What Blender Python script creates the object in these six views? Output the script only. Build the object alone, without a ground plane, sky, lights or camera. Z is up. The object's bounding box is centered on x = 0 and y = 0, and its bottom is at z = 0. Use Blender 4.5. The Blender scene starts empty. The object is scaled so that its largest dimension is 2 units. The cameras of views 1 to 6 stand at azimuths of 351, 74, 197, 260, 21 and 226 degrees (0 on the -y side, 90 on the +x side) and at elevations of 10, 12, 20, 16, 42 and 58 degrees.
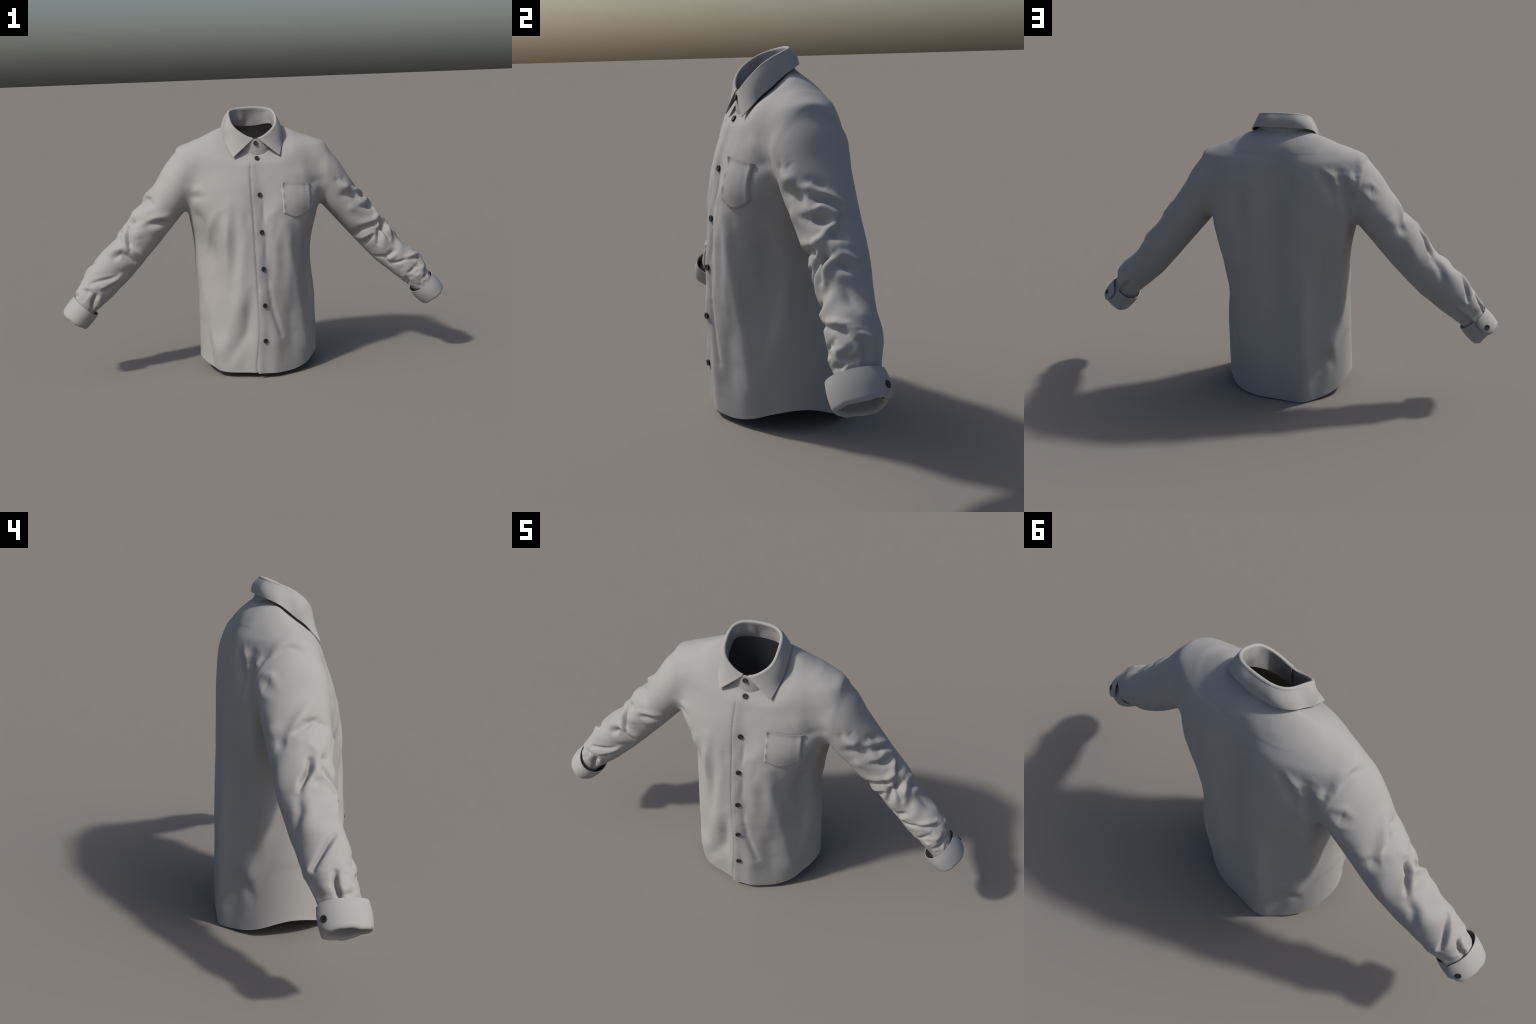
# A button-up shirt standing by itself: hollow body and sleeves, folded collar, turned-back cuffs.
import bpy, bmesh, math
import numpy as np
from mathutils import Vector
from mathutils.bvhtree import BVHTree

rng = np.random.default_rng(7)

# ------------------------------------------------------------------ small maths helpers
def curve(xs, ys):
    """monotone cubic through control points, constant beyond the ends"""
    xs = np.asarray(xs, float); ys = np.asarray(ys, float)
    h = np.diff(xs); d = np.diff(ys) / h
    m = np.zeros_like(ys)
    m[0], m[-1] = d[0], d[-1]
    for i in range(1, len(xs) - 1):
        if d[i-1] * d[i] > 0:
            w1 = 2*h[i] + h[i-1]; w2 = h[i] + 2*h[i-1]
            m[i] = (w1 + w2) / (w1/d[i-1] + w2/d[i])
    def f(x):
        x = np.clip(np.asarray(x, float), xs[0], xs[-1])
        i = np.clip(np.searchsorted(xs, x) - 1, 0, len(xs) - 2)
        t = (x - xs[i]) / h[i]; t2 = t*t; t3 = t2*t
        return ((2*t3-3*t2+1)*ys[i] + (t3-2*t2+t)*h[i]*m[i]
                + (-2*t3+3*t2)*ys[i+1] + (t3-t2)*h[i]*m[i+1])
    return f

def smooth(a, b, x):
    t = np.clip((x - a) / (b - a), 0, 1)
    return t*t*(3 - 2*t)

_lat = rng.random((64, 64, 64)).astype(np.float32) * 2 - 1
def noise(P, scale, off=0.0):
    """value noise, quintic, -1..1"""
    Q = np.asarray(P) * scale + off
    i = np.floor(Q).astype(int); f = Q - i
    f = f*f*f*(f*(f*6-15)+10)
    r = 0
    for dx in (0, 1):
        for dy in (0, 1):
            for dz in (0, 1):
                w = ((f[..., 0] if dx else 1-f[..., 0]) * (f[..., 1] if dy else 1-f[..., 1])
                     * (f[..., 2] if dz else 1-f[..., 2]))
                r = r + w * _lat[(i[..., 0]+dx) % 64, (i[..., 1]+dy) % 64, (i[..., 2]+dz) % 64]
    return r

# ------------------------------------------------------------------ the body: horizontal sections
SEC = [  # z, half width, front y, back y, front squareness, back squareness
    (-0.10, 0.308, -0.250, 0.262, 1.75, 2.05),
    (0.05, 0.309, -0.256, 0.264, 1.75, 2.05),
    (0.20, 0.307, -0.260, 0.262, 1.80, 2.05),
    (0.35, 0.304, -0.259, 0.259, 1.85, 2.05),
    (0.50, 0.298, -0.253, 0.254, 1.90, 2.1),
    (0.62, 0.295, -0.244, 0.250, 2.0, 2.3),
    (0.72, 0.306, -0.232, 0.246, 2.3, 2.5),
    (0.80, 0.325, -0.221, 0.243, 2.6, 2.6),
    (0.87, 0.342, -0.210, 0.240, 2.7, 2.6),
    (0.95, 0.355, -0.194, 0.235, 2.6, 2.5),
    (1.00, 0.364, -0.180, 0.229, 2.4, 2.4),
    (1.05, 0.374, -0.163, 0.220, 2.3, 2.3),
    (1.10, 0.382, -0.144, 0.206, 2.3, 2.1),
    (1.145, 0.376, -0.116, 0.188, 2.3, 2.0),
    (1.175, 0.328, -0.090, 0.170, 2.1, 1.9),
    (1.20, 0.268, -0.066, 0.153, 2.0, 1.9),
    (1.225, 0.213, -0.038, 0.135, 2.0, 1.9),
    (1.25, 0.166, -0.012, 0.111, 2.0, 2.0),
    (1.28, 0.110, 0.005, 0.082, 2.0, 2.0),
    (1.33, 0.050, 0.012, 0.040, 2.0, 2.0),
]
_z = [r[0] for r in SEC]
sec_a, sec_f, sec_b, sec_nf, sec_nb = [curve(_z, [r[k] for r in SEC]) for k in range(1, 6)]
sec_c = curve([0, 0.9, 1.1, 1.2, 1.3], [0.0, 0.01, 0.02, 0.02, 0.02])

def body_field(P):
    x, y, z = P[..., 0], P[..., 1], P[..., 2]
    a = sec_a(z); c = sec_c(z)
    dy = y - c
    front = dy < 0
    b = np.where(front, c - sec_f(z), sec_b(z) - c)
    n = np.where(front, sec_nf(z), sec_nb(z))
    g = (np.abs(x/a)**n + np.abs(dy/b)**n + 1e-12)**(1/n)
    r = np.sqrt(x*x + dy*dy)
    return r - r/np.maximum(g, 1e-4)

# ------------------------------------------------------------------ the sleeves: a spine in the x-z plane
# s runs down the sleeve, n points to its upper (outer) side; both mirrored for the other arm
D = np.array([-0.660, 0.0, -0.7513]); N = np.array([-0.7513, 0.0, 0.660])
_s =             [-0.70, -0.64, -0.58, -0.51, -0.41, -0.27, -0.12, 0.02, 0.13, 0.22, 0.27, 0.31]
sl_nc = curve(_s, [0.935, 0.935, 0.932, 0.930, 0.924, 0.917, 0.913, 0.913, 0.924, 0.929, 0.926, 0.922])
sl_hn = curve(_s, [0.060, 0.095, 0.110, 0.114, 0.105, 0.099, 0.095, 0.092, 0.090, 0.080, 0.067, 0.059])
sl_yc = curve(_s, [0.015, 0.015, 0.018, 0.022, 0.019, 0.022, 0.026, 0.017, 0.000, -0.013, -0.020, -0.024])
sl_hy = curve(_s, [0.060, 0.098, 0.120, 0.135, 0.127, 0.114, 0.102, 0.091, 0.086, 0.079, 0.073, 0.069])

def arm_coords(P):
    X = -np.abs(P[..., 0])
    s = X*D[0] + P[..., 2]*D[2]
    n = X*N[0] + P[..., 2]*N[2]
    return s, n, P[..., 1]

def arm_point(s, n, y, side):
    s, n, y = np.broadcast_arrays(np.asarray(s, float), n, y)
    X = s*D[0] + n*N[0]
    return np.stack([X*(-side), y, s*D[2] + n*N[2]], -1)

def sleeve_field(P):
    s, n, y = arm_coords(P)
    dn = n - sl_nc(s); dy = y - sl_yc(s)
    hn = sl_hn(s); hy = sl_hy(s)
    g = ((dn/hn)**2 + (dy/hy)**2 + 1e-12)**0.5
    r = np.sqrt(dn*dn + dy*dy)
    f = r - r/np.maximum(g, 1e-4)
    return np.maximum(f, -0.70 - s)

def shirt_field(P):
    a = body_field(P); b = sleeve_field(P); k = 0.04
    h = np.clip(0.5 + 0.5*(b - a)/k, 0, 1)
    return b*(1-h) + a*h - k*h*(1-h)

def project(P, steps=4):
    e = 1e-4
    for _ in range(steps):
        f = shirt_field(P)
        G = np.stack([(shirt_field(P + np.eye(3)[i]*e) - shirt_field(P - np.eye(3)[i]*e))/(2*e) for i in range(3)], -1)
        g2 = np.maximum((G*G).sum(-1), 0.05)
        P = P - np.clip(f/g2, -0.004, 0.004)[:, None]*G
    return P

def surface_nets(h=0.0046):
    """mesh the zero level of shirt_field with quads"""
    lo = np.array([-0.99, -0.32, -0.14]); hi = np.array([0.99, 0.32, 1.36])
    m = int(round((hi[0]-lo[0])/h/2)); xs = (np.arange(2*m+1) - m)*h
    ys = np.arange(lo[1], hi[1], h); zs = np.arange(lo[2], hi[2], h)
    half = xs[m:]
    F = np.empty((len(half), len(ys), len(zs)), np.float32)
    Y, Z = np.meshgrid(ys, zs, indexing='ij')
    for i, x in enumerate(half):
        F[i] = shirt_field(np.stack([np.full_like(Y, x), Y, Z], -1))
    F = np.concatenate([F[:0:-1], F], 0)
    S = F < 0
    nx, ny, nz = F.shape
    cnt = np.zeros((nx-1, ny-1, nz-1), np.int8)
    for dx in (0, 1):
        for dy in (0, 1):
            for dz in (0, 1):
                cnt += S[dx:nx-1+dx, dy:ny-1+dy, dz:nz-1+dz]
    act = np.argwhere((cnt > 0) & (cnt < 8))
    ids = -np.ones(cnt.shape, np.int32); ids[tuple(act.T)] = np.arange(len(act))
    acc = np.zeros((len(act), 3)); num = np.zeros(len(act))
    for ax in range(3):
        o1, o2 = [k for k in range(3) if k != ax]
        for u in (0, 1):
            for v in (0, 1):
                c = act.copy(); c[:, o1] += u; c[:, o2] += v
                d = c.copy(); d[:, ax] += 1
                f0 = F[tuple(c.T)]; f1 = F[tuple(d.T)]
                k = (f0 < 0) != (f1 < 0)
                t = f0[k]/(f0[k]-f1[k])
                p = c[k].astype(float); p[:, ax] += t
                acc[k] += p; num[k] += 1
    P = acc/num[:, None]
    V = np.stack([xs[0] + P[:, 0]*h, ys[0] + P[:, 1]*h, zs[0] + P[:, 2]*h], -1)
    quads = []
    for ax in range(3):
        o1, o2 = (ax+1) % 3, (ax+2) % 3
        a = np.take(S, range(S.shape[ax]-1), ax); b = np.take(S, range(1, S.shape[ax]), ax)
        E = np.argwhere(a != b)
        ok = np.ones(len(E), bool)
        for o in (o1, o2):
            ok &= (E[:, o] > 0) & (E[:, o] < F.shape[o]-1)
        E = E[ok]
        ins = S[tuple(E.T)]
        def cell(u, v):
            c = E.copy(); c[:, o1] -= u; c[:, o2] -= v
            return ids[tuple(c.T)]
        q = np.stack([cell(1, 1), cell(0, 1), cell(0, 0), cell(1, 0)], -1)
        q[~ins] = q[~ins][:, ::-1]
        quads.append(q)
    return V, np.concatenate(quads)

def vertex_normals(V, Q):
    fn = np.cross(V[Q[:, 2]] - V[Q[:, 0]], V[Q[:, 3]] - V[Q[:, 1]])
    n = np.zeros_like(V)
    for k in range(4):
        np.add.at(n, Q[:, k], fn)
    return n/np.maximum(np.linalg.norm(n, axis=1), 1e-12)[:, None]

# ------------------------------------------------------------------ folds
def crease(u, v, pts, width, height):
    """soft fold along a bent line of a flattened panel; it dies out towards its ends.
    u, v in metres; height < 0 makes a valley"""
    best = np.full(u.shape, 1e9); along = np.zeros(u.shape)
    seg = [math.hypot(b[0]-a[0], b[1]-a[1]) for a, b in zip(pts, pts[1:])]
    total = sum(seg); run = 0.0
    for (a, b), L in zip(zip(pts, pts[1:]), seg):
        du, dv = (b[0]-a[0])/L, (b[1]-a[1])/L
        t = np.clip((u-a[0])*du + (v-a[1])*dv, 0, L)
        d2 = (u-a[0]-t*du)**2 + (v-a[1]-t*dv)**2
        k = d2 < best
        best = np.where(k, d2, best); along = np.where(k, (run+t)/total, along)
        run += L
    taper = 0.45 + 0.55*np.sin(np.pi*np.clip(along, 0.0, 1.0))
    q = best/width**2
    return height*taper*np.exp(-q)

def armhole_seam(P):
    """raised seam over the shoulder where the sleeve is set in"""
    l = armhole_level(P)
    return 0.004*smooth(0.98, 1.08, P[:, 2])*smooth(-0.06, 0.03, P[:, 1])*np.where(l > 0, np.exp(-(l/0.03)**2), np.exp(-(l/0.007)**2))

BODY_R = 0.27
def body_folds(P):
    x, y, z = P.T
    phi = np.degrees(np.arctan2(x, -y))
    d = np.zeros(len(P))
    on = smooth(0.02, 0.06, armhole_level(P) + 0.03)
    def f(width, height, pts):
        nonlocal d
        c = pts[0][0]
        u = np.radians((phi - c + 180) % 360 - 180)*BODY_R
        q = [(math.radians((a - c + 180) % 360 - 180)*BODY_R, b) for a, b in pts]
        d = d + crease(u, z, q, width*1.1, height*0.95)
    # front, back and armhole folds: width, height, line of (degrees round the body, height above ground)
    f(0.026, -0.004, [(-56, 0.850), (-78, 0.683)])
    f(0.016, 0.006, [(-50, 0.844), (-72, 0.646)])
    f(0.022, -0.005, [(-42, 0.823), (-64, 0.562)])
    f(0.018, 0.006, [(-39, 0.823), (-44, 0.549)])
    f(0.028, -0.008, [(-33, 0.842), (-33, 0.657), (-35, 0.443)])
    f(0.024, 0.007, [(-25, 0.643), (-30, 0.429)])
    f(0.02, -0.005, [(-20, 0.833), (-18, 0.761)])
    f(0.028, -0.010, [(-14, 0.441), (-23, 0.238), (-46, 0.073)])
    f(0.03, 0.006, [(-29, 0.429), (-48, 0.151)])
    f(0.012, -0.006, [(4, 0.886), (3, 0.789)])
    f(0.012, -0.005, [(4, 0.709), (2, 0.591)])
    f(0.012, -0.006, [(4, 0.510), (5, 0.435)])
    f(0.014, -0.01, [(6, 0.428), (7, 0.363), (17, 0.218)])
    f(0.02, -0.004, [(14, 0.700), (21, 0.797)])
    f(0.018, 0.002, [(21, 0.850), (5, 0.794)])
    f(0.03, 0.008, [(33, 0.759), (30, 0.477), (36, 0.253)])
    f(0.018, 0.006, [(-71, 0.962), (-64, 0.945)])
    f(0.016, -0.006, [(-72, 0.914), (-63, 0.919)])
    f(0.02, -0.007, [(59, 0.950), (71, 0.966)])
    f(0.03, 0.005, [(54, 1.013), (66, 1.017)])
    f(0.03, 0.008, [(29, 0.768), (35, 0.576), (46, 0.337), (51, 0.151)])
    f(0.03, -0.006, [(55, 0.782), (72, 0.677)])
    f(0.035, 0.010, [(-150, 0.50), (-150, 0.215), (-151, 0.02)])
    f(0.06, -0.01, [(-178, 1.016), (-180, 0.580), (175, 0.010)])
    f(0.02, 0.006, [(-115, 0.830), (-119, 0.470)])
    f(0.05, 0.013, [(-130, 0.320), (-116, 0.230)])
    f(0.025, -0.01, [(-124, 0.203), (-112, 0.122)])
    f(0.025, -0.006, [(132, 0.814), (130, 0.440)])
    f(0.012, 0.008, [(-125, 1.115), (-120, 1.081)])
    f(0.012, 0.009, [(-120, 1.044), (-119, 0.931)])
    f(0.016, -0.01, [(-116, 1.061), (-116, 0.967)])
    f(0.018, -0.007, [(-129, 1.103), (-121, 0.988)])
    f(0.014, 0.007, [(-113, 1.103), (-113, 1.041)])
    f(0.012, -0.007, [(-109, 1.086), (-103, 1.128)])
    # hollow along the spine between the shoulder blades
    hollow = curve([0.0, 0.2, 0.4, 0.6, 0.8, 0.95, 1.08, 1.16, 1.24], [0.0, 0.004, 0.014, 0.026, 0.036, 0.041, 0.034, 0.020, 0.0])
    d = d - hollow(z)*np.exp(-(x/0.085)**2)*(y > 0)
    # slow fullness and slackness of the panels: amount, degrees round the body, height, spread in degrees, spread in height
    for h, a0, z0, da, dz in ((0.016, -152, 0.18, 14, 0.26), (0.010, -156, 0.04, 12, 0.12), (0.008, -128, 0.55, 10, 0.3),
                              (0.012, 140, 0.3, 9, 0.16), (0.018, 112, 0.72, 13, 0.16), (-0.010, 148, 0.75, 9, 0.3),
                              (0.014, -90, 0.55, 16, 0.3), (0.018, -112, 0.60, 12, 0.24), (0.012, -105, 0.33, 9, 0.15),
                              (-0.008, 92, 0.28, 14, 0.22), (-0.014, 95, 0.45, 13, 0.18), (-0.016, 65, 0.5, 14, 0.22),
                              (-0.012, 70, 0.56, 12, 0.18), (-0.008, 44, 0.45, 13, 0.2), (-0.018, -65, 0.57, 14, 0.17),
                              (0.012, -38, 0.65, 8, 0.17), (0.010, -22, 0.65, 8, 0.2), (0.008, -28, 0.35, 8, 0.12),
                              (0.014, -48, 0.08, 16, 0.1), (0.010, -68, 0.07, 10, 0.08), (0.006, 50, 0.1, 15, 0.1),
                              (0.007, 0, 0.45, 16, 0.40), (0.008, 14, 0.68, 9, 0.15), (0.007, 10, 0.2, 8, 0.2),
                              (0.008, 22, 0.80, 10, 0.1),
                              (-0.012, 118, 0.40, 9, 0.2), (-0.008, 143, 0.92, 6, 0.12), (0.010, 140, 0.43, 9, 0.14),
                              (0.010, -151, 0.43, 7, 0.14), (-0.010, -134, 0.52, 7, 0.2), (0.014, -118, 0.80, 8, 0.1),
                              (0.008, -113, 0.60, 8, 0.2), (-0.010, 100, 0.40, 10, 0.15), (-0.012, -70, 0.66, 12, 0.1),
                              (-0.010, -24, 0.22, 9, 0.12), (0.008, -105, 0.30, 8, 0.1), (0.008, -68, 0.05, 10, 0.07),
                              (0.010, -55, 0.15, 12, 0.08), (-0.010, 32, 0.30, 9, 0.15), (0.008, 42, 0.50, 7, 0.1),
                              (-0.012, 64, 0.63, 10, 0.08), (0.005, -40, 0.75, 8, 0.1),
                              (-0.014, -70, 0.81, 8, 0.05), (-0.014, 70, 0.82, 8, 0.05),
                              (-0.006, 12, 0.37, 8, 0.09), (0.008, -64, 0.30, 9, 0.1), (0.011, -68, 0.17, 9, 0.08),
                              (-0.004, -34, 0.60, 9, 0.12), (-0.007, 7, 0.59, 6, 0.1), (-0.009, -18, 0.29, 7, 0.1),
                              (0.008, -102, 0.34, 7, 0.1), (0.012, -118, 0.93, 8, 0.06), (-0.010, -132, 0.67, 7, 0.14),
                              (0.008, -147, 0.55, 5, 0.08), (-0.009, -162, 1.05, 8, 0.08), (0.009, 148, 0.55, 6, 0.12),
                              (-0.012, 121, 0.43, 8, 0.14), (-0.009, 143, 0.95, 7, 0.08), (0.007, 105, 0.56, 6, 0.1)):
        d = d + h*np.exp(-(((phi-a0+180) % 360 - 180)/da)**2 - ((z-z0)/dz)**2)
    # edge of the yoke across the back
    d = d + 0.0012*smooth(1.179, 1.188, z)*(1-smooth(1.20, 1.25, z))*(y > 0)*(1-smooth(0.16, 0.24, np.abs(x)))
    # chest fullness
    d = d + 0.007*np.exp(-((np.abs(x)-0.13)/0.07)**2 - ((z-0.86)/0.08)**2)*(y < 0)
    # right front lies deeper than the left one near the hem
    d = d - 0.010*smooth(0.30, 0.0, z)*np.exp(-((x+0.11)/0.07)**2)*(y < 0)
    # the body falls away under the collar leaf
    d = d - 0.009*(1 - smooth(0.75, 1.15, np.sqrt((x/0.19)**2 + ((y+0.03)/0.17)**2)))*smooth(1.06, 1.12, z)
    # crumpled cloth behind the armhole
    w = np.exp(-((phi+112)/12)**2 - ((z-1.07)/0.05)**2)
    d = d + 0.007*w*noise(P, 38.0)
    d = d + 0.002*noise(P, 7.0, 3.0) + 0.0008*noise(P, 22.0, 9.0)
    return d*on + armhole_seam(P)

def sleeve_folds(P, side):
    s, n, y = arm_coords(P)
    hn, hy = sl_hn(s), sl_hy(s)
    th = np.degrees(np.arctan2(-(y-sl_yc(s))/hy, (n-sl_nc(s))/hn))
    rad = (hn + hy)/2
    on = smooth(0.02, 0.06, 0.035 - armhole_level(P))*(P[:, 0]*side > 0)
    d = np.zeros(len(P))
    def f(width, height, pts):
        nonlocal d
        c = pts[0][1]; r = float((sl_hn(pts[0][0]) + sl_hy(pts[0][0]))/2)
        v = np.radians((th - c + 180) % 360 - 180)*r
        q = [(a, math.radians((b - c + 180) % 360 - 180)*r) for a, b in pts]
        d = d + crease(s, v, q, width*((1.15 if side < 0 else 1.3) if height > 0 else 0.95), height*((1.2 if side < 0 else 1.1) if height > 0 else (1.7 if side < 0 else 1.4)))
    # width, height, line of (distance down the sleeve, degrees round it from the outer side to the front)
    if side < 0:
        right_sleeve_folds(f)
    else:
        left_sleeve_folds(f)
    # fine crumple gathered above the cuff and round the elbow
    A = np.stack([s*1.6, np.cos(np.radians(th))*0.09, np.sin(np.radians(th))*0.09], -1)
    front = smooth(-0.5, 0.6, np.sin(np.radians(th)))
    rough = smooth(0.10, 0.20, s)*(1-smooth(0.29, 0.32, s))*(0.35 + 0.65*front)
    rough = rough*(0.45 if side < 0 else 0.6)
    rid = 1 - 2*np.abs(noise(A, 26.0, 5.0 + side))
    d = d + 0.0045*rough*rid + 0.002*rough*noise(A, 50.0, 2.0)
    d = d + 0.002*smooth(-0.4, -0.2, s)*noise(A, 15.0, 1.0 + side)*(0.4 + 0.6*front)
    # fuller cloth outside the right elbow; slimmer front of both upper sleeves
    def full(h, s0, t0, ds, dt):
        nonlocal d
        d = d + h*np.exp(-((s-s0)/ds)**2 - (((th-t0+180) % 360 - 180)/dt)**2)
    full(-0.005, -0.45, -20, 0.12, 50)
    if side < 0:
        full(0.012, 0.05, -15, 0.06, 35); full(0.013, 0.01, 39, 0.05, 30); full(-0.009, -0.32, 34, 0.06, 30);
        full(-0.006, 0.18, 45, 0.04, 30); full(0.012, 0.17, -60, 0.06, 40); full(0.006, -0.20, -22, 0.05, 35)
        full(-0.007, -0.289, -15, 0.018, 30); full(-0.006, -0.066, -18, 0.018, 30)
        full(-0.005, -0.2, 90, 0.15, 40)
    else:
        d = d - 0.003
        full(-0.009, -0.22, 92, 0.14, 40); full(0.012, 0.17, -80, 0.05, 40); full(0.010, -0.36, 135, 0.08, 30)
        full(-0.009, -0.31, 48, 0.07, 30); full(0.008, -0.22, 119, 0.07, 25)
        full(-0.010, 0.04, -15, 0.09, 45); full(-0.004, -0.2, -15, 0.1, 45)
    # slit above the cuff: the outer edge laps over the inner one
    edge = np.interp(s, [0.17, 0.24, 0.32], [-92, -84, -80])
    g = (th - edge)/57.3*rad
    lap = smooth(0.15, 0.20, s)
    d = d + lap*np.where(g > 0, 0.008*np.exp(-(g/0.018)**2), -0.007*np.exp(-(g/0.018)**2))
    return d*on

def right_sleeve_folds(f):
    f(0.016, 0.01, [(-0.218, 65), (-0.284, 87), (-0.328, 115)])
    f(0.018, -0.01, [(-0.238, 80), (-0.272, 102), (-0.302, 129)])
    f(0.02, 0.006, [(-0.208, 84), (-0.233, 110), (-0.262, 135)])
    f(0.01, -0.012, [(-0.150, 31), (-0.111, 54), (-0.074, 85)])
    f(0.014, 0.008, [(-0.138, 16), (-0.096, 48), (-0.063, 73)])
    f(0.028, 0.007, [(-0.175, 60), (-0.139, 81)])
    f(0.014, 0.012, [(-0.084, 83), (-0.089, 110), (-0.084, 140)])
    f(0.016, -0.012, [(0.008, 59), (-0.032, 68), (-0.035, 122)])
    f(0.018, 0.008, [(0.007, 26), (-0.034, 50), (-0.076, 77)])
    f(0.03, -0.006, [(0.079, 84), (0.017, 136)])
    f(0.04, 0.008, [(0.080, 19), (0.124, 58)])
    f(0.008, -0.006, [(0.186, 53), (0.127, 81), (0.074, 106)])
    f(0.01, 0.007, [(0.161, 94), (0.118, 106), (0.054, 116)])
    f(0.012, -0.006, [(0.171, 105), (0.124, 121)])
    f(0.01, 0.006, [(0.223, 25), (0.191, 73), (0.161, 94)])
    f(0.01, -0.012, [(0.279, 122), (0.243, 103), (0.207, 98)])
    f(0.012, 0.007, [(0.248, 132), (0.191, 106)])
    f(0.01, -0.005, [(0.220, 72), (0.223, 55)])
    f(0.01, -0.005, [(-0.309, 3), (-0.330, 21), (-0.319, 54)])
    f(0.02, 0.005, [(-0.277, -7), (-0.277, 53), (-0.302, 71)])
    f(0.018, 0.01, [(-0.385, 14), (-0.318, -11), (-0.270, -31)])
    f(0.028, -0.007, [(-0.270, -58), (-0.254, -33)])
    f(0.03, 0.008, [(-0.206, -47), (-0.096, -76)])
    f(0.03, 0.009, [(-0.344, -55), (-0.285, -60)])
    f(0.01, -0.005, [(-0.293, -10), (-0.321, 14), (-0.306, 36)])
    f(0.01, -0.012, [(-0.182, 3), (-0.149, 1), (-0.085, -25)])
    f(0.015, 0.008, [(-0.212, 26), (-0.142, 8), (-0.078, -14)])
    f(0.02, 0.006, [(-0.225, -26), (-0.235, 10), (-0.244, 49)])
    f(0.014, -0.008, [(-0.188, 28), (-0.193, 41)])
    f(0.012, -0.004, [(-0.099, 5), (-0.117, 27)])
    f(0.02, -0.008, [(-0.054, -31), (-0.008, -35), (0.032, -51)])
    f(0.03, 0.007, [(-0.045, -23), (0.025, -30), (0.083, -39)])
    f(0.009, -0.013, [(0.090, 16), (0.125, -9), (0.188, -52)])
    f(0.014, 0.008, [(0.083, 24), (0.138, -1), (0.192, -35)])
    f(0.012, 0.008, [(0.178, -65), (0.188, -57)])
    f(0.009, -0.018, [(0.210, -5), (0.248, -15), (0.292, -12)])
    f(0.018, 0.006, [(0.251, 4), (0.281, 1)])
    f(0.025, 0.008, [(0.231, -36), (0.272, -42)])
    f(0.01, -0.005, [(0.225, 13), (0.212, 35)])
    f(0.008, -0.005, [(0.282, 8), (0.274, 25)])
    f(0.008, -0.004, [(-0.341, 32), (-0.320, -1), (-0.285, -18)])
    f(0.014, 0.004, [(-0.535, -61), (-0.510, -40), (-0.465, -34)])
    f(0.014, 0.004, [(-0.501, -66), (-0.454, -65), (-0.436, -52)])
    f(0.02, -0.003, [(-0.490, -52), (-0.477, -47)])
    f(0.014, -0.004, [(-0.588, -27), (-0.601, -8), (-0.584, 13)])
    f(0.012, 0.006, [(-0.239, 5), (-0.197, 21)])
    f(0.01, -0.01, [(-0.183, 4), (-0.146, 1), (-0.106, -20)])

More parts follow.
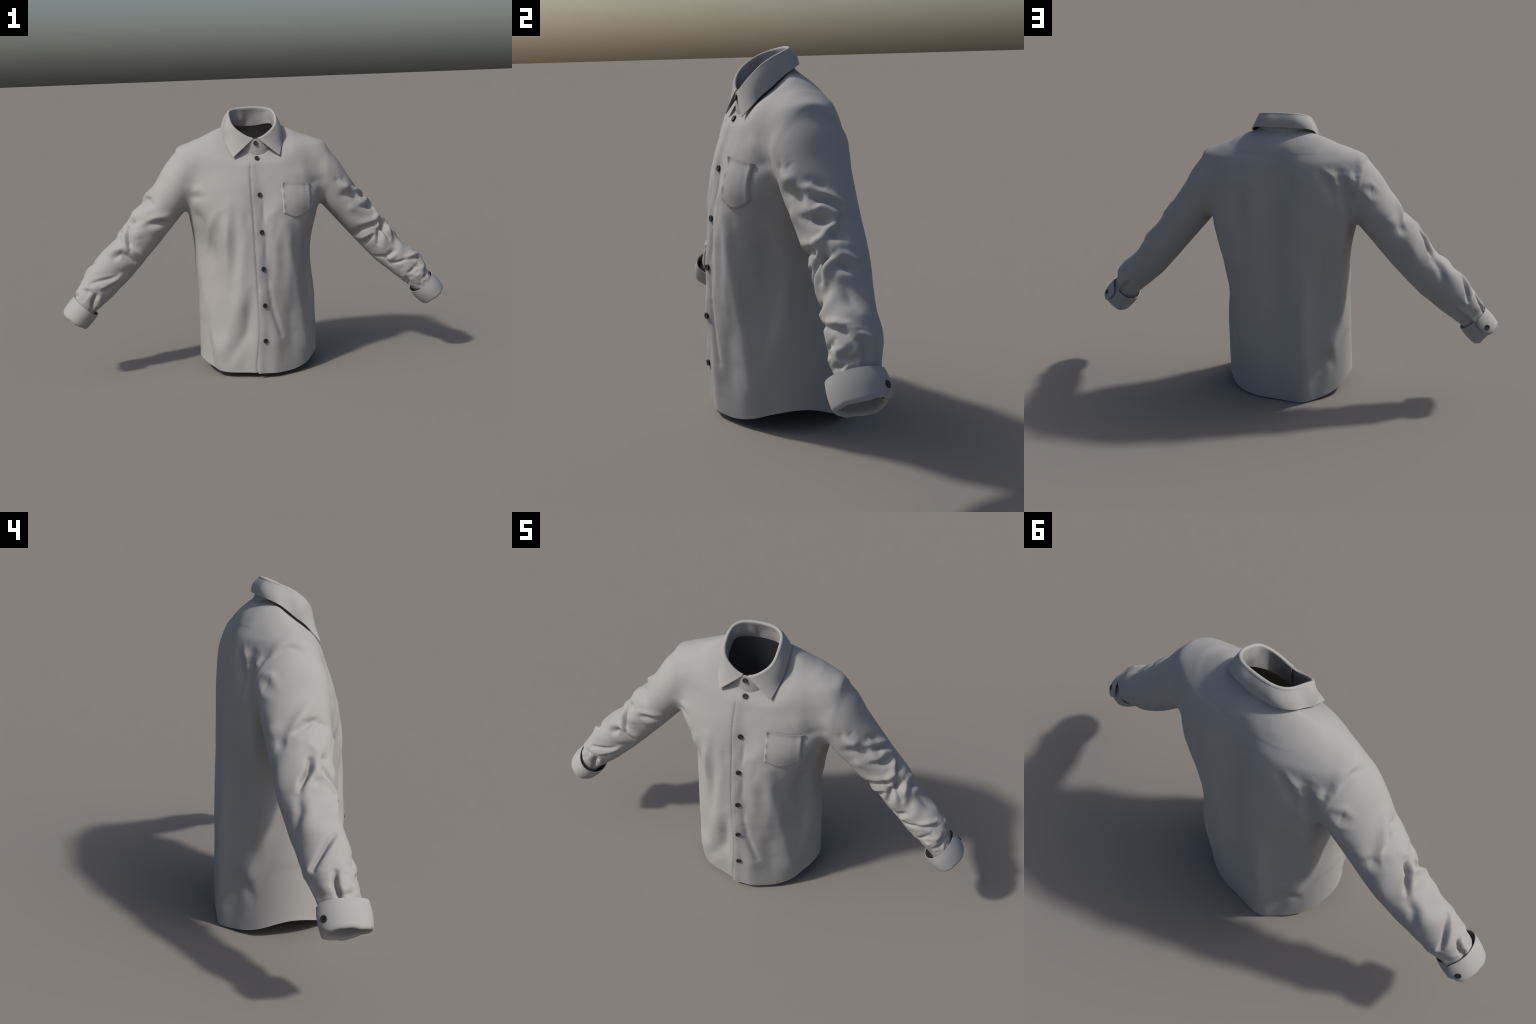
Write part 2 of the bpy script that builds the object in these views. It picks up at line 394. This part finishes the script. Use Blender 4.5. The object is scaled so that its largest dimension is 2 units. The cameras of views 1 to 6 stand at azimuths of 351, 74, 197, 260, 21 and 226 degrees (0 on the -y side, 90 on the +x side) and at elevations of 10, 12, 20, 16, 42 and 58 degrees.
def left_sleeve_folds(f):
    f(0.012, 0.012, [(-0.339, 50), (-0.326, 30), (-0.278, 5), (-0.245, -18)])
    f(0.02, -0.008, [(-0.346, 27), (-0.307, 7)])
    f(0.014, -0.012, [(-0.290, 35), (-0.271, 15), (-0.244, -8)])
    f(0.012, 0.012, [(-0.244, 45), (-0.250, 23), (-0.215, 5)])
    f(0.012, 0.012, [(-0.215, 5), (-0.181, 14), (-0.147, 40), (-0.146, 62)])
    f(0.018, -0.014, [(-0.226, 54), (-0.208, 33), (-0.195, 17)])
    f(0.018, 0.01, [(-0.312, 38), (-0.247, 52), (-0.250, 85)])
    f(0.025, -0.008, [(-0.337, 74), (-0.306, 52)])
    f(0.020, -0.003, [(-0.439, 57), (-0.414, 56)])
    f(0.018, 0.007, [(-0.398, 70), (-0.362, 53)])
    f(0.018, -0.008, [(-0.156, 26), (-0.140, 4)])
    f(0.016, 0.008, [(-0.130, 43), (-0.110, 23), (-0.102, 2)])
    f(0.012, 0.01, [(-0.088, 26), (-0.068, 3), (-0.037, -22)])
    f(0.02, -0.008, [(-0.047, 22), (-0.021, -2)])
    f(0.014, -0.014, [(-0.102, 43), (-0.065, 62), (-0.021, 69)])
    f(0.01, 0.008, [(-0.114, 61), (-0.082, 67)])
    f(0.014, 0.01, [(-0.076, 30), (-0.041, 49), (0.002, 63)])
    f(0.014, -0.008, [(-0.139, 72), (-0.110, 69)])
    f(0.014, 0.007, [(-0.022, 31), (0.000, 10), (0.015, -5)])
    f(0.02, -0.006, [(0.025, 23), (0.079, 14), (0.107, 2)])
    f(0.01, -0.008, [(0.130, 82), (0.157, 52), (0.184, 31)])
    f(0.01, 0.009, [(0.120, 72), (0.148, 42), (0.158, 26), (0.195, 10), (0.225, -45)])
    f(0.016, -0.008, [(0.217, -8), (0.286, -11)])
    f(0.01, 0.008, [(0.210, 78), (0.229, 43)])
    f(0.01, -0.008, [(0.246, 54), (0.262, 29), (0.259, 5)])
    f(0.01, -0.006, [(0.265, 76), (0.274, 38)])
    f(0.014, -0.012, [(-0.152, 155), (-0.159, 118), (-0.133, 72)])
    f(0.014, 0.008, [(-0.188, 105), (-0.145, 70), (-0.141, 43)])
    f(0.01, 0.008, [(-0.119, 148), (-0.112, 119), (-0.100, 95)])
    f(0.012, -0.01, [(-0.085, 154), (-0.091, 116), (-0.091, 100)])
    f(0.014, -0.014, [(-0.084, 28), (-0.086, 73), (-0.043, 106)])
    f(0.018, 0.01, [(-0.057, 25), (-0.044, 72), (-0.010, 100)])
    f(0.016, 0.006, [(-0.083, 95), (-0.035, 124)])
    f(0.012, -0.01, [(0.047, 86), (0.046, 122)])
    f(0.01, 0.008, [(0.068, 94), (0.065, 125)])
    f(0.01, -0.007, [(0.012, 152), (0.037, 126), (0.093, 134)])
    f(0.008, -0.01, [(0.097, 122), (0.122, 86)])
    f(0.02, -0.006, [(-0.007, 59), (0.038, 61)])
    f(0.02, 0.006, [(0.053, 52), (0.092, 91)])
    f(0.01, -0.008, [(0.189, 114), (0.191, 84)])
    f(0.012, -0.008, [(0.204, 133), (0.247, 156)])
    f(0.01, 0.007, [(0.217, 106), (0.237, 86)])
    f(0.012, 0.007, [(0.133, 77), (0.154, 43)])
    f(0.012, -0.006, [(0.183, 78), (0.221, 68)])
    f(0.016, -0.01, [(-0.252, 73), (-0.232, 47)])
    f(0.020, -0.004, [(-0.461, 74), (-0.431, 81)])
    f(0.014, 0.007, [(-0.408, 76), (-0.368, 62)])
    f(0.022, -0.008, [(-0.371, 98), (-0.340, 67)])
    f(0.018, 0.008, [(-0.286, 106), (-0.278, 80)])

# ------------------------------------------------------------------ hem, neck hole, seams (level functions)
HEM = curve([-180, -157, -140, -125, -113, -103, -92, -80, -66, -53, -35, -15, 0, 20, 40, 52, 68, 79, 92, 103, 113, 125, 140, 160, 180],
            [0.004, 0.000, 0.006, 0.016, 0.035, 0.062, 0.080, 0.068, 0.042, 0.027, 0.025, 0.026, 0.022, 0.018, 0.022,
             0.038, 0.062, 0.079, 0.086, 0.066, 0.040, 0.020, 0.008, 0.004, 0.004])
def hem_level(P):
    phi = np.degrees(np.arctan2(P[:, 0], -P[:, 1]))       # 0 front, 90 at +x
    h = sum(HEM((phi + k + 180) % 360 - 180) for k in range(-12, 13, 4))/7
    return P[:, 2] - h
def neck_level(P):
    g = np.sqrt((P[:, 0]/0.122)**2 + ((P[:, 1]+0.020)/0.105)**2)
    return np.where(P[:, 2] > 1.0, g - 1, 1.0)
def arm_end_level(P):
    s, n, y = arm_coords(P)
    return np.where(np.abs(P[:, 0]) > 0.6, 0.318 - s, 1.0)
def armhole_level(P):
    """>0 on the body, <0 on a sleeve"""
    ax = np.abs(P[:, 0]); z = P[:, 2]
    return (0.352 + (z-0.85)*0.13 - 0.25*np.maximum(0, z-1.1)) - ax

PLX = curve([0.02, 0.076, 0.157, 0.237, 0.374, 0.5, 0.64, 0.8, 0.913, 1.06, 1.16],
            [-0.048, -0.047, -0.038, -0.031, -0.030, -0.033, -0.035, -0.035, -0.037, -0.034, -0.027])
BAND = 0.045
def front_edge_level(P):
    return P[:, 0] - PLX(P[:, 2])
def band_seam_level(P):
    return P[:, 0] - PLX(P[:, 2]) - BAND

def lap_front(bm):
    """open the front along the button band and lay the left front over the right one"""
    bm.normal_update()
    bm.verts.index_update()
    co = np.array([v.co for v in bm.verts]); l = front_edge_level(co)
    on = (np.abs(l) < 3e-5) & (co[:, 1] < -0.05)
    bmesh.ops.split_edges(bm, edges=[e for e in bm.edges if on[e.verts[0].index] and on[e.verts[1].index]])
    for v in bm.verts:
        if v.co.y > -0.05 or abs(v.co.x) > 0.2:
            continue
        t = v.co.x - float(PLX(v.co.z))
        if abs(t) < 3e-5 and v.link_faces:
            c = v.link_faces[0].calc_center_median()
            left = c.x > float(PLX(c.z))
        else:
            left = t > 0
        nx, ny = v.co.x/0.090, v.co.y/0.065
        n = Vector((nx, ny, 0)).normalized()
        if left:
            amp = 0.0098 + 0.0025*math.sin(v.co.z*34.5 + 0.4)
            v.co += n*amp*(1 - 0.4*float(smooth(1.03, 1.10, v.co.z)))*math.exp(-(t/0.03)**2)
        else:
            v.co -= n*0.006*(1 - float(smooth(1.03, 1.10, v.co.z)))*math.exp(-(t/0.009)**2)

def split_along(V, Q, level):
    """cut the faces of a mesh along the zero line of a level function"""
    bm = bmesh.new()
    vs = [bm.verts.new(p) for p in V]
    for q in Q:
        k = [i for j, i in enumerate(q) if i != q[j-1]]
        if len(k) >= 3:
            bm.faces.new([vs[i] for i in k])
    bm.verts.ensure_lookup_table(); bm.edges.ensure_lookup_table()
    return bm

def cut(bm, level, remove=True, snap_axis=None, front_only=False):
    bm.verts.ensure_lookup_table(); bm.verts.index_update()
    co = np.array([v.co for v in bm.verts]); f = level(co)
    if front_only:
        f[co[:, 1] > -0.03] = 1.0
    if snap_axis is not None:                 # slide vertices that are almost on the line onto it
        near = np.where(np.abs(f) < 0.0014)[0]
        for i in near:
            bm.verts[i].co[snap_axis] -= f[i]
        f[near] = level(np.array([bm.verts[i].co for i in near])) if len(near) else f[near]
    on = np.abs(f) < 2e-5
    ed = [e for e in bm.edges if f[e.verts[0].index]*f[e.verts[1].index] < 0
          and not (front_only and max(e.verts[0].co.y, e.verts[1].co.y) > -0.03)
          and not on[e.verts[0].index] and not on[e.verts[1].index]]
    new = [bm.verts[i] for i in np.where(on)[0]]
    for e in ed:
        a, b = e.verts; fa, fb = f[a.index], f[b.index]
        ne, nv = bmesh.utils.edge_split(e, a, min(max(fa/(fa-fb), 0.001), 0.999))
        new.append(nv)
    ns = set(new)
    faces = {fc for v in new for fc in v.link_faces}
    for fc in list(faces):
        if not fc.is_valid:
            continue
        k = [v for v in fc.verts if v in ns]
        if len(k) == 2:
            try:
                bmesh.utils.face_split(fc, k[0], k[1])
            except ValueError:
                pass
    if remove:
        bm.verts.index_update()
        old = len(f)
        bad = []
        for fc in bm.faces:
            c = fc.calc_center_median()
            bad.append(c)
        lv = level(np.array([tuple(c) for c in bad]))
        dele = [fc for fc, l in zip(bm.faces, lv) if l < 0]
        bmesh.ops.delete(bm, geom=dele, context='FACES')
        loose = [v for v in bm.verts if not v.link_faces]
        bmesh.ops.delete(bm, geom=loose, context='VERTS')

# ------------------------------------------------------------------ materials
def fabric_material():
    m = bpy.data.materials.new("fabric"); m.use_nodes = True
    nt = m.node_tree; b = nt.nodes["Principled BSDF"]
    tc = nt.nodes.new("ShaderNodeTexCoord")
    nz = nt.nodes.new("ShaderNodeTexNoise"); nz.inputs["Scale"].default_value = 9; nz.inputs["Detail"].default_value = 4
    rp = nt.nodes.new("ShaderNodeValToRGB")
    rp.color_ramp.elements[0].position = 0.3; rp.color_ramp.elements[0].color = (0.316, 0.313, 0.309, 1)
    rp.color_ramp.elements[1].position = 0.7; rp.color_ramp.elements[1].color = (0.330, 0.327, 0.323, 1)
    nt.links.new(tc.outputs["Object"], nz.inputs["Vector"])
    nt.links.new(nz.outputs["Fac"], rp.inputs["Fac"])
    nt.links.new(rp.outputs["Color"], b.inputs["Base Color"])
    b.inputs["Roughness"].default_value = 0.85
    b.inputs["Specular IOR Level"].default_value = 0.2
    return m

def button_material():
    m = bpy.data.materials.new("button_plastic"); m.use_nodes = True
    nt = m.node_tree; b = nt.nodes["Principled BSDF"]
    tc = nt.nodes.new("ShaderNodeTexCoord")
    nz = nt.nodes.new("ShaderNodeTexNoise"); nz.inputs["Scale"].default_value = 60
    rp = nt.nodes.new("ShaderNodeValToRGB")
    rp.color_ramp.elements[0].color = (0.016, 0.0175, 0.017, 1)
    rp.color_ramp.elements[1].color = (0.024, 0.026, 0.025, 1)
    nt.links.new(tc.outputs["Object"], nz.inputs["Vector"])
    nt.links.new(nz.outputs["Fac"], rp.inputs["Fac"])
    nt.links.new(rp.outputs["Color"], b.inputs["Base Color"])
    b.inputs["Roughness"].default_value = 0.65
    b.inputs["Specular IOR Level"].default_value = 0.3
    return m

FABRIC = fabric_material(); BUTTON = button_material()

root = bpy.data.objects.new("shirt", None)
bpy.context.collection.objects.link(root)
root["label"] = "pale grey long-sleeved button-up shirt with folded collar and cuffs"
root["category"] = "shirt"

def add_object(name, V, F, mat, parent=root, loop_normals=None, smooth_shade=True):
    me = bpy.data.meshes.new(name)
    me.from_pydata([tuple(map(float, v)) for v in V], [], [tuple(int(i) for i in f) for f in F])
    me.materials.append(mat)
    me.polygons.foreach_set("use_smooth", [smooth_shade]*len(me.polygons))
    me.update()
    if loop_normals is not None:
        me.normals_split_custom_set([tuple(n) for n in loop_normals])
    ob = bpy.data.objects.new(name, me)
    bpy.context.collection.objects.link(ob)
    ob.parent = parent
    return ob

# ------------------------------------------------------------------ build body and sleeves as one surface
V, Q = surface_nets()
V = project(V)
def relax(V, Q, rounds):
    """even out the blend between the sections"""
    a = np.concatenate([Q[:, 0], Q[:, 1], Q[:, 2], Q[:, 3]]); b = np.concatenate([Q[:, 1], Q[:, 2], Q[:, 3], Q[:, 0]])
    n = len(V); deg = np.maximum(np.bincount(a, minlength=n) + np.bincount(b, minlength=n), 1)
    for _ in range(rounds):
        M = np.stack([(np.bincount(a, V[b, k], n) + np.bincount(b, V[a, k], n))/deg for k in range(3)], -1)
        V = V + 0.6*(M - V)
    return V
V = relax(V, Q, 26)
nrm = vertex_normals(V, Q)
disp = body_folds(V)
for side in (-1, 1):
    disp = disp + sleeve_folds(V, side)
V = V + nrm*disp[:, None]
V = relax(V, Q, 1)

bm = split_along(V, Q, None)
cut(bm, hem_level, snap_axis=2); cut(bm, neck_level); cut(bm, arm_end_level)
cut(bm, armhole_level, remove=False)
cut(bm, front_edge_level, False, 0, True); cut(bm, band_seam_level, False, None, True)
PRE_TREE = BVHTree.FromBMesh(bm)
lap_front(bm)
bm.faces.index_update()
bm.normal_update()
bm.verts.index_update()
BODY_TREE = BVHTree.FromBMesh(bm)

VO = np.array([v.co for v in bm.verts]); NO = np.array([v.normal for v in bm.verts])
FACES = [[v.index for v in f.verts] for f in bm.faces]
CEN = np.array([f.calc_center_median() for f in bm.faces])
RIM = []
for e in bm.edges:
    if len(e.link_faces) == 1:
        l = e.link_faces[0].loops
        for lp in l:
            if lp.edge == e:
                RIM.append((lp.link_loop_next.vert.index, lp.vert.index, e.link_faces[0].index))
bm.faces.index_update()
bm.free()
THICK = 0.0045

def shell_object(name, face_ids):
    ids = sorted({i for k in face_ids for i in FACES[k]})
    mp = {g: l for l, g in enumerate(ids)}; m = len(ids)
    VV = np.concatenate([VO[ids], VO[ids] - NO[ids]*THICK])
    F = []; LN = []
    for k in face_ids:
        f = [mp[i] for i in FACES[k]]
        F.append(f); LN += [NO[i] for i in FACES[k]]
        F.append([i + m for i in f[::-1]]); LN += [-NO[i] for i in FACES[k][::-1]]
    ks = set(face_ids)
    for a, b, k in RIM:
        if k in ks:
            f = [mp[a], mp[b], mp[b]+m, mp[a]+m]
            n = np.cross(VV[f[1]]-VV[f[0]], VV[f[2]]-VV[f[1]]); n = n/max(np.linalg.norm(n), 1e-9)
            F.append(f); LN += [n]*4
    return add_object(name, VV, F, FABRIC, loop_normals=LN)

lev = armhole_level(CEN)
in_band = (CEN[:, 1] < -0.05) & (front_edge_level(CEN) > 0) & (band_seam_level(CEN) < 0) & (CEN[:, 2] < 1.3)
body = shell_object("body", [int(i) for i in np.where((lev >= 0) & ~in_band)[0]])
shell_object("button_band", [int(i) for i in np.where(in_band)[0]])
for side in (-1, 1):
    shell_object("sleeve", [int(i) for i in np.where((lev < 0) & (CEN[:, 0]*side > 0))[0]])

def front_point(x, z):
    hit = BODY_TREE.ray_cast(Vector((x, -1.0, z)), Vector((0, 1, 0)))
    return np.array(hit[0]), np.array(hit[1])

# ------------------------------------------------------------------ grids with thickness
def grid_faces(nu, nv, off=0, wrap=False):
    F = []
    for i in range(nu if wrap else nu-1):
        for j in range(nv-1):
            a = i*nv + j; b = ((i+1) % nu)*nv + j
            F.append([off+a, off+b, off+b+1, off+a+1])
    return F

def sheet(name, G, thick, parent=root, mat=None):
    """solid sheet from a grid of points; thickness goes to the back of the grid normal"""
    nu, nv, _ = G.shape
    du = np.gradient(G, axis=0); dv = np.gradient(G, axis=1)
    n = np.cross(du, dv); n /= np.maximum(np.linalg.norm(n, axis=-1), 1e-9)[..., None]
    B = G - n*np.asarray(thick)[..., None] if np.ndim(thick) else G - n*thick
    V = np.concatenate([G.reshape(-1, 3), B.reshape(-1, 3)])
    m = nu*nv
    F = grid_faces(nu, nv) + [f[::-1] for f in grid_faces(nu, nv, m)]
    loop = [i*nv for i in range(nu)] + [(nu-1)*nv + j for j in range(1, nv)] \
        + [i*nv + nv-1 for i in range(nu-2, -1, -1)] + [j for j in range(nv-2, 0, -1)]
    for k in range(len(loop)):
        a, b = loop[k], loop[(k+1) % len(loop)]
        F.append([b, a, a+m, b+m])
    ob = add_object(name, V, F, mat or FABRIC, parent)
    sharp_edges(ob)
    return ob

def sharp_edges(ob, angle=50):
    bm = bmesh.new(); bm.from_mesh(ob.data)
    bmesh.ops.recalc_face_normals(bm, faces=bm.faces)
    for e in bm.edges:
        e.smooth = not (len(e.link_faces) == 2 and e.calc_face_angle(0) > math.radians(angle))
    bm.to_mesh(ob.data); bm.free()

# ------------------------------------------------------------------ collar
collar = bpy.data.objects.new("collar", None); bpy.context.collection.objects.link(collar); collar.parent = root

_ra = [0, 12, 30, 50, 66, 90, 108, 130, 155, 180]
rim_x = curve(_ra, [0.0, 0.029, 0.070, 0.107, 0.120, 0.122, 0.117, 0.095, 0.052, 0.0])
rim_y = curve(_ra, [-0.1315, -0.1305, -0.123, -0.102, -0.078, -0.030, 0.007, 0.038, 0.055, 0.059])
rim_z = curve(_ra, [1.190, 1.197, 1.221, 1.252, 1.278, 1.309, 1.325, 1.336, 1.342, 1.344])
def rim(al):
    """fold line of the collar; al in degrees, 0 front, 90 at -x, 180 back"""
    al = np.asarray(al, float) % 360
    b = np.where(al > 180, 360-al, al); sg = np.where(al > 180, 1, -1)
    return np.stack([sg*rim_x(b), rim_y(b), rim_z(b)], -1)

_al = [8, 28, 50, 75, 95, 120, 150, 180]
leaf_x = curve(_al, [0.115, 0.130, 0.141, 0.147, 0.147, 0.131, 0.080, 0.0])
leaf_y = curve(_al, [-0.144, -0.112, -0.082, -0.040, 0.009, 0.049, 0.077, 0.085])
leaf_z = curve(_al, [1.107, 1.143, 1.177, 1.211, 1.250, 1.273, 1.284, 1.286])
def leaf_edge(al):
    b = np.where(al > 180, 360-al, al); sg = np.where(al > 180, 1, -1)
    return np.stack([sg*leaf_x(b), leaf_y(b), leaf_z(b)], -1)

def neck_base(al):
    a = np.radians(al)
    x = -0.124*np.sin(a); y = -0.020 - 0.107*np.cos(a)
    z = []
    for px, py in zip(x, y):
        for k, dx in ((1.03, 0), (1.03, 0.006), (1.03, -0.006), (1.06, 0.0), (1.08, 0.008), (1.10, -0.008), (1.14, 0.01)):
            hit = BODY_TREE.ray_cast(Vector((px*k + dx, -0.02 + (py+0.02)*k, 2.0)), Vector((0, 0, -1)))[0]
            if hit is not None and hit[2] > 1.05:
                break
        z.append(hit[2] - 0.004 if hit is not None else 1.14)
    return np.stack([x, y, np.array(z)], -1)

def smooth_rim(al):
    return sum(w*rim(al + k) for k, w in zip(range(-20, 21, 4), SW))
SW = np.exp(-(np.arange(-20, 21, 4)/11.0)**2); SW = SW/SW.sum()
nu = 150
AL = np.linspace(6, 354, nu)
top = smooth_rim(AL); low = leaf_edge(AL)
out = top - np.array([0, -0.0375, 0]); out[:, 2] = 0; out /= np.linalg.norm(out, axis=1)[:, None]
rows = []
r = 0.0038
nbase = neck_base(AL)
for t in np.linspace(0, 1, 12)[:-1]:                  # lining of the stand, up to the fold
    wr = 0.008*noise(top*np.array([1, 1, 0.3]) + t*0.02, 30.0, 2.0)*math.sin(math.pi*t)
    p0 = nbase - out*0.003 + np.array([0, 0, -0.004]); p1 = top - out*(2*r) + np.array([0, 0, -r])
    rows.append(p0*(1-t) + p1*t - out*wr[:, None])
for q in np.linspace(0, math.pi, 9):                 # round over the fold line
    rows.append(top + out*(-r - r*math.cos(q)) + np.array([0, 0, 1.0])*(r*math.sin(q) - r))
start = rows[-1]
for t in np.linspace(0, 1, 22)[1:]:
    bulge = 0.005*math.sin(math.pi*t) + 0.006*t*(1-t)*4*noise(low*np.array([1, 1, 0.6]), 21.0, 4.0)
    rows.append(start*(1-t) + low*t + out*bulge[:, None])
G = np.stack(rows, 1)
sheet("collar_leaf", G[::-1], 0.0035, collar)

# stand: band between the neck seam and the fold
AL2 = np.linspace(-13, 371, 160)
rows = []
tp = smooth_rim(AL2); nb = neck_base(AL2)
for t in np.linspace(0, 1, 14):
    p = nb*(1-t) + (tp - np.array([0, 0, 0.0015]))*t
    o = np.array([0, -0.034, 0]) - p; o[:, 2] = 0; o /= np.linalg.norm(o, axis=1)[:, None]
    rows.append(p + o*(0.003*smooth(0, 1, t)) - o*0.004*smooth(280, 371, AL2)[:, None])
G = np.stack(rows, 1)
sheet("collar_stand", G[::-1], 0.004, collar)

# the right front runs on a little way under the band
zz = np.concatenate([np.linspace(0.032, 1.085, 120), np.linspace(1.092, 1.135, 7)])
G = np.zeros((len(zz), 6, 3))
for i, z in enumerate(zz):
    for j, dx in enumerate(np.linspace(-0.004, 0.028, 6)):
        if z < 1.086:
            p = np.array(PRE_TREE.ray_cast(Vector((float(PLX(z)) + dx, -1.0, z)), Vector((0, 1, 0)))[0])
            G[i, j] = p + np.array([0, 0.0068, 0])
        else:                                   # straight on up to the neck seam
            G[i, j] = G[119, j] + (G[119, j] - G[115, j])*(z - zz[119])/(zz[119] - zz[115])
sheet("under_band", G, 0.002)

# ------------------------------------------------------------------ chest pocket
def pocket():
    outline_l = curve([0, 1], [0.111, 0.113])
    nu, nv = 44, 44
    G = np.zeros((nu, nv, 3))
    for i, u in enumerate(np.linspace(0, 1, nu)):
        x = 0.111 + u*(0.264 - 0.111)
        zt = 0.973 - 0.014*u
        zb = float(curve([0, 0.45, 0.9, 1.0], [0.826, 0.797, 0.822, 0.840])(u))
        for j, v in enumerate(np.linspace(0, 1, nv)):
            z = zt + (zb - zt)*v
            p, n = front_point(x, z)
            ed = min(u*0.153, (1-u)*0.153/2.0, (1-v)*(zt-zb)/1.8)
            h = 0.007*math.sqrt(max(0, 1 - (1-min(ed/0.007, 1))**2)) - 0.001 + 0.003*math.exp(-(v/0.05)**2) + 0.005*math.sin(math.pi*u)*math.sin(math.pi*min(1, v*1.1)) + 0.005*math.exp(-(u/0.08)**2-(v/0.10)**2) + 0.003*math.exp(-(u/0.06)**2)*(1+math.sin(v*19)) + 0.004*smooth(0.8, 1.0, u)*smooth(0, 0.006, ed)
            if v < 0.02:
                h = max(h, 0.007)
            G[i, j] = p + n*h
    return sheet("chest_pocket", G[::-1], 0.002)
pocket()

# ------------------------------------------------------------------ buttons
def button_mesh():
    prof = [(0.0, 0.0036), (0.0070, 0.0036), (0.0080, 0.0042), (0.0100, 0.0045), (0.0113, 0.0038), (0.0118, 0.0022), (0.0116, -0.0010), (0.009, -0.0040), (0.0, -0.0040)]
    n = 32; V = []; F = []
    for k, (r, h) in enumerate(prof):
        if r == 0:
            V.append((0, 0, h))
        else:
            V += [(r*math.cos(2*math.pi*i/n), r*math.sin(2*math.pi*i/n), h) for i in range(n)]
    base = [0] + [1 + n*k for k in range(len(prof)-2)]
    last = len(V)-1
    for i in range(n):
        j = (i+1) % n
        F.append((0, 1+i, 1+j))
        for k in range(1, len(prof)-2):
            a = base[k]; b = base[k+1]
            F.append((a+i, b+i, b+j, a+j))
        F.append((base[-1]+i, last, base[-1]+j))
    me = bpy.data.meshes.new("button")
    me.from_pydata(V, [], F); me.materials.append(BUTTON)
    me.polygons.foreach_set("use_smooth", [True]*len(me.polygons)); me.update()
    return me
BTN = button_mesh()
def add_button(p, n, parent=root, scale=1.0):
    ob = bpy.data.objects.new("button", BTN)
    bpy.context.collection.objects.link(ob); ob.parent = parent
    q = Vector(n).to_track_quat('Z', 'Y')
    ob.rotation_mode = 'QUATERNION'; ob.rotation_quaternion = q
    ob.location = Vector(p); ob.scale = (scale,)*3
    return ob
for x, z in [(0.001, 1.096), (-0.002, 0.921), (-0.004, 0.740), (-0.006, 0.559), (-0.007, 0.376), (-0.009, 0.195)]:
    p, n = front_point(x, z)
    add_button(p + n*0.0025, n)
add_button((-0.001, -0.134, 1.172), (0, -0.96, 0.28), scale=0.95)

# ------------------------------------------------------------------ cuffs
def cuff(side):
    nt = 140
    th0, th1 = -72, 312            # tab end to hidden end, degrees round the wrist
    TH = np.linspace(th0, th1, nt)
    rows = []
    a = np.radians(TH)
    layer = 0.012*(1 - smooth(-62, 40, TH)) - 0.003*smooth(230, 290, TH)
    wob = 0.003*np.sin(2*a + 0.6) + 0.0018*np.sin(5*a + side) + 0.0008*np.sin(11*a + 2*side)
    def ring(s, inset):
        hn = 0.0695 + layer - inset; hy = 0.085 + layer - inset
        return arm_point(s, 0.917 + hn*np.cos(a), -0.032 - hy*np.sin(a), side)
    s_top, s_bot = 0.291, 0.386
    arc = np.clip((TH-th0)*math.pi/180*0.085, 0, 0.03)     # rounded corners of the tab
    tabround = 0.03 - np.sqrt(np.maximum(0.03**2 - (0.03-arc)**2, 0))
    for t in np.linspace(0, 1, 14):
        s = (s_top + tabround) + (s_bot - 0.014 - s_top - 2*tabround)*t
        rows.append(ring(s + wob*t, -0.003*math.sin(math.pi*t)))
    for q in np.linspace(0, math.pi, 9)[1:]:
        rows.append(ring(s_bot - 0.014 - tabround + wob + 0.012*math.sin(q), 0.007*(1-math.cos(q))))
    for t in np.linspace(0, 1, 10)[1:]:
        rows.append(ring((s_bot - 0.014 - tabround + wob)*(1-t) + (s_top+0.02)*t, 0.0135 + 0.013*t*t))
    G = np.stack(rows, 1)
    ob = sheet("cuff", G if side < 0 else G[::-1], 0.003)
    th = math.radians(-53 if side < 0 else -47); hn, hy = 0.0795+0.003, 0.095+0.003
    p = arm_point(0.346, 0.917 + hn*math.cos(th), -0.032 - hy*math.sin(th), side)
    n = arm_point(0.0, math.cos(th)/hn, -math.sin(th)/hy, side)
    add_button(p + n/np.linalg.norm(n)*0.002, n, ob, 1.05)
for side in (-1, 1):
    cuff(side)
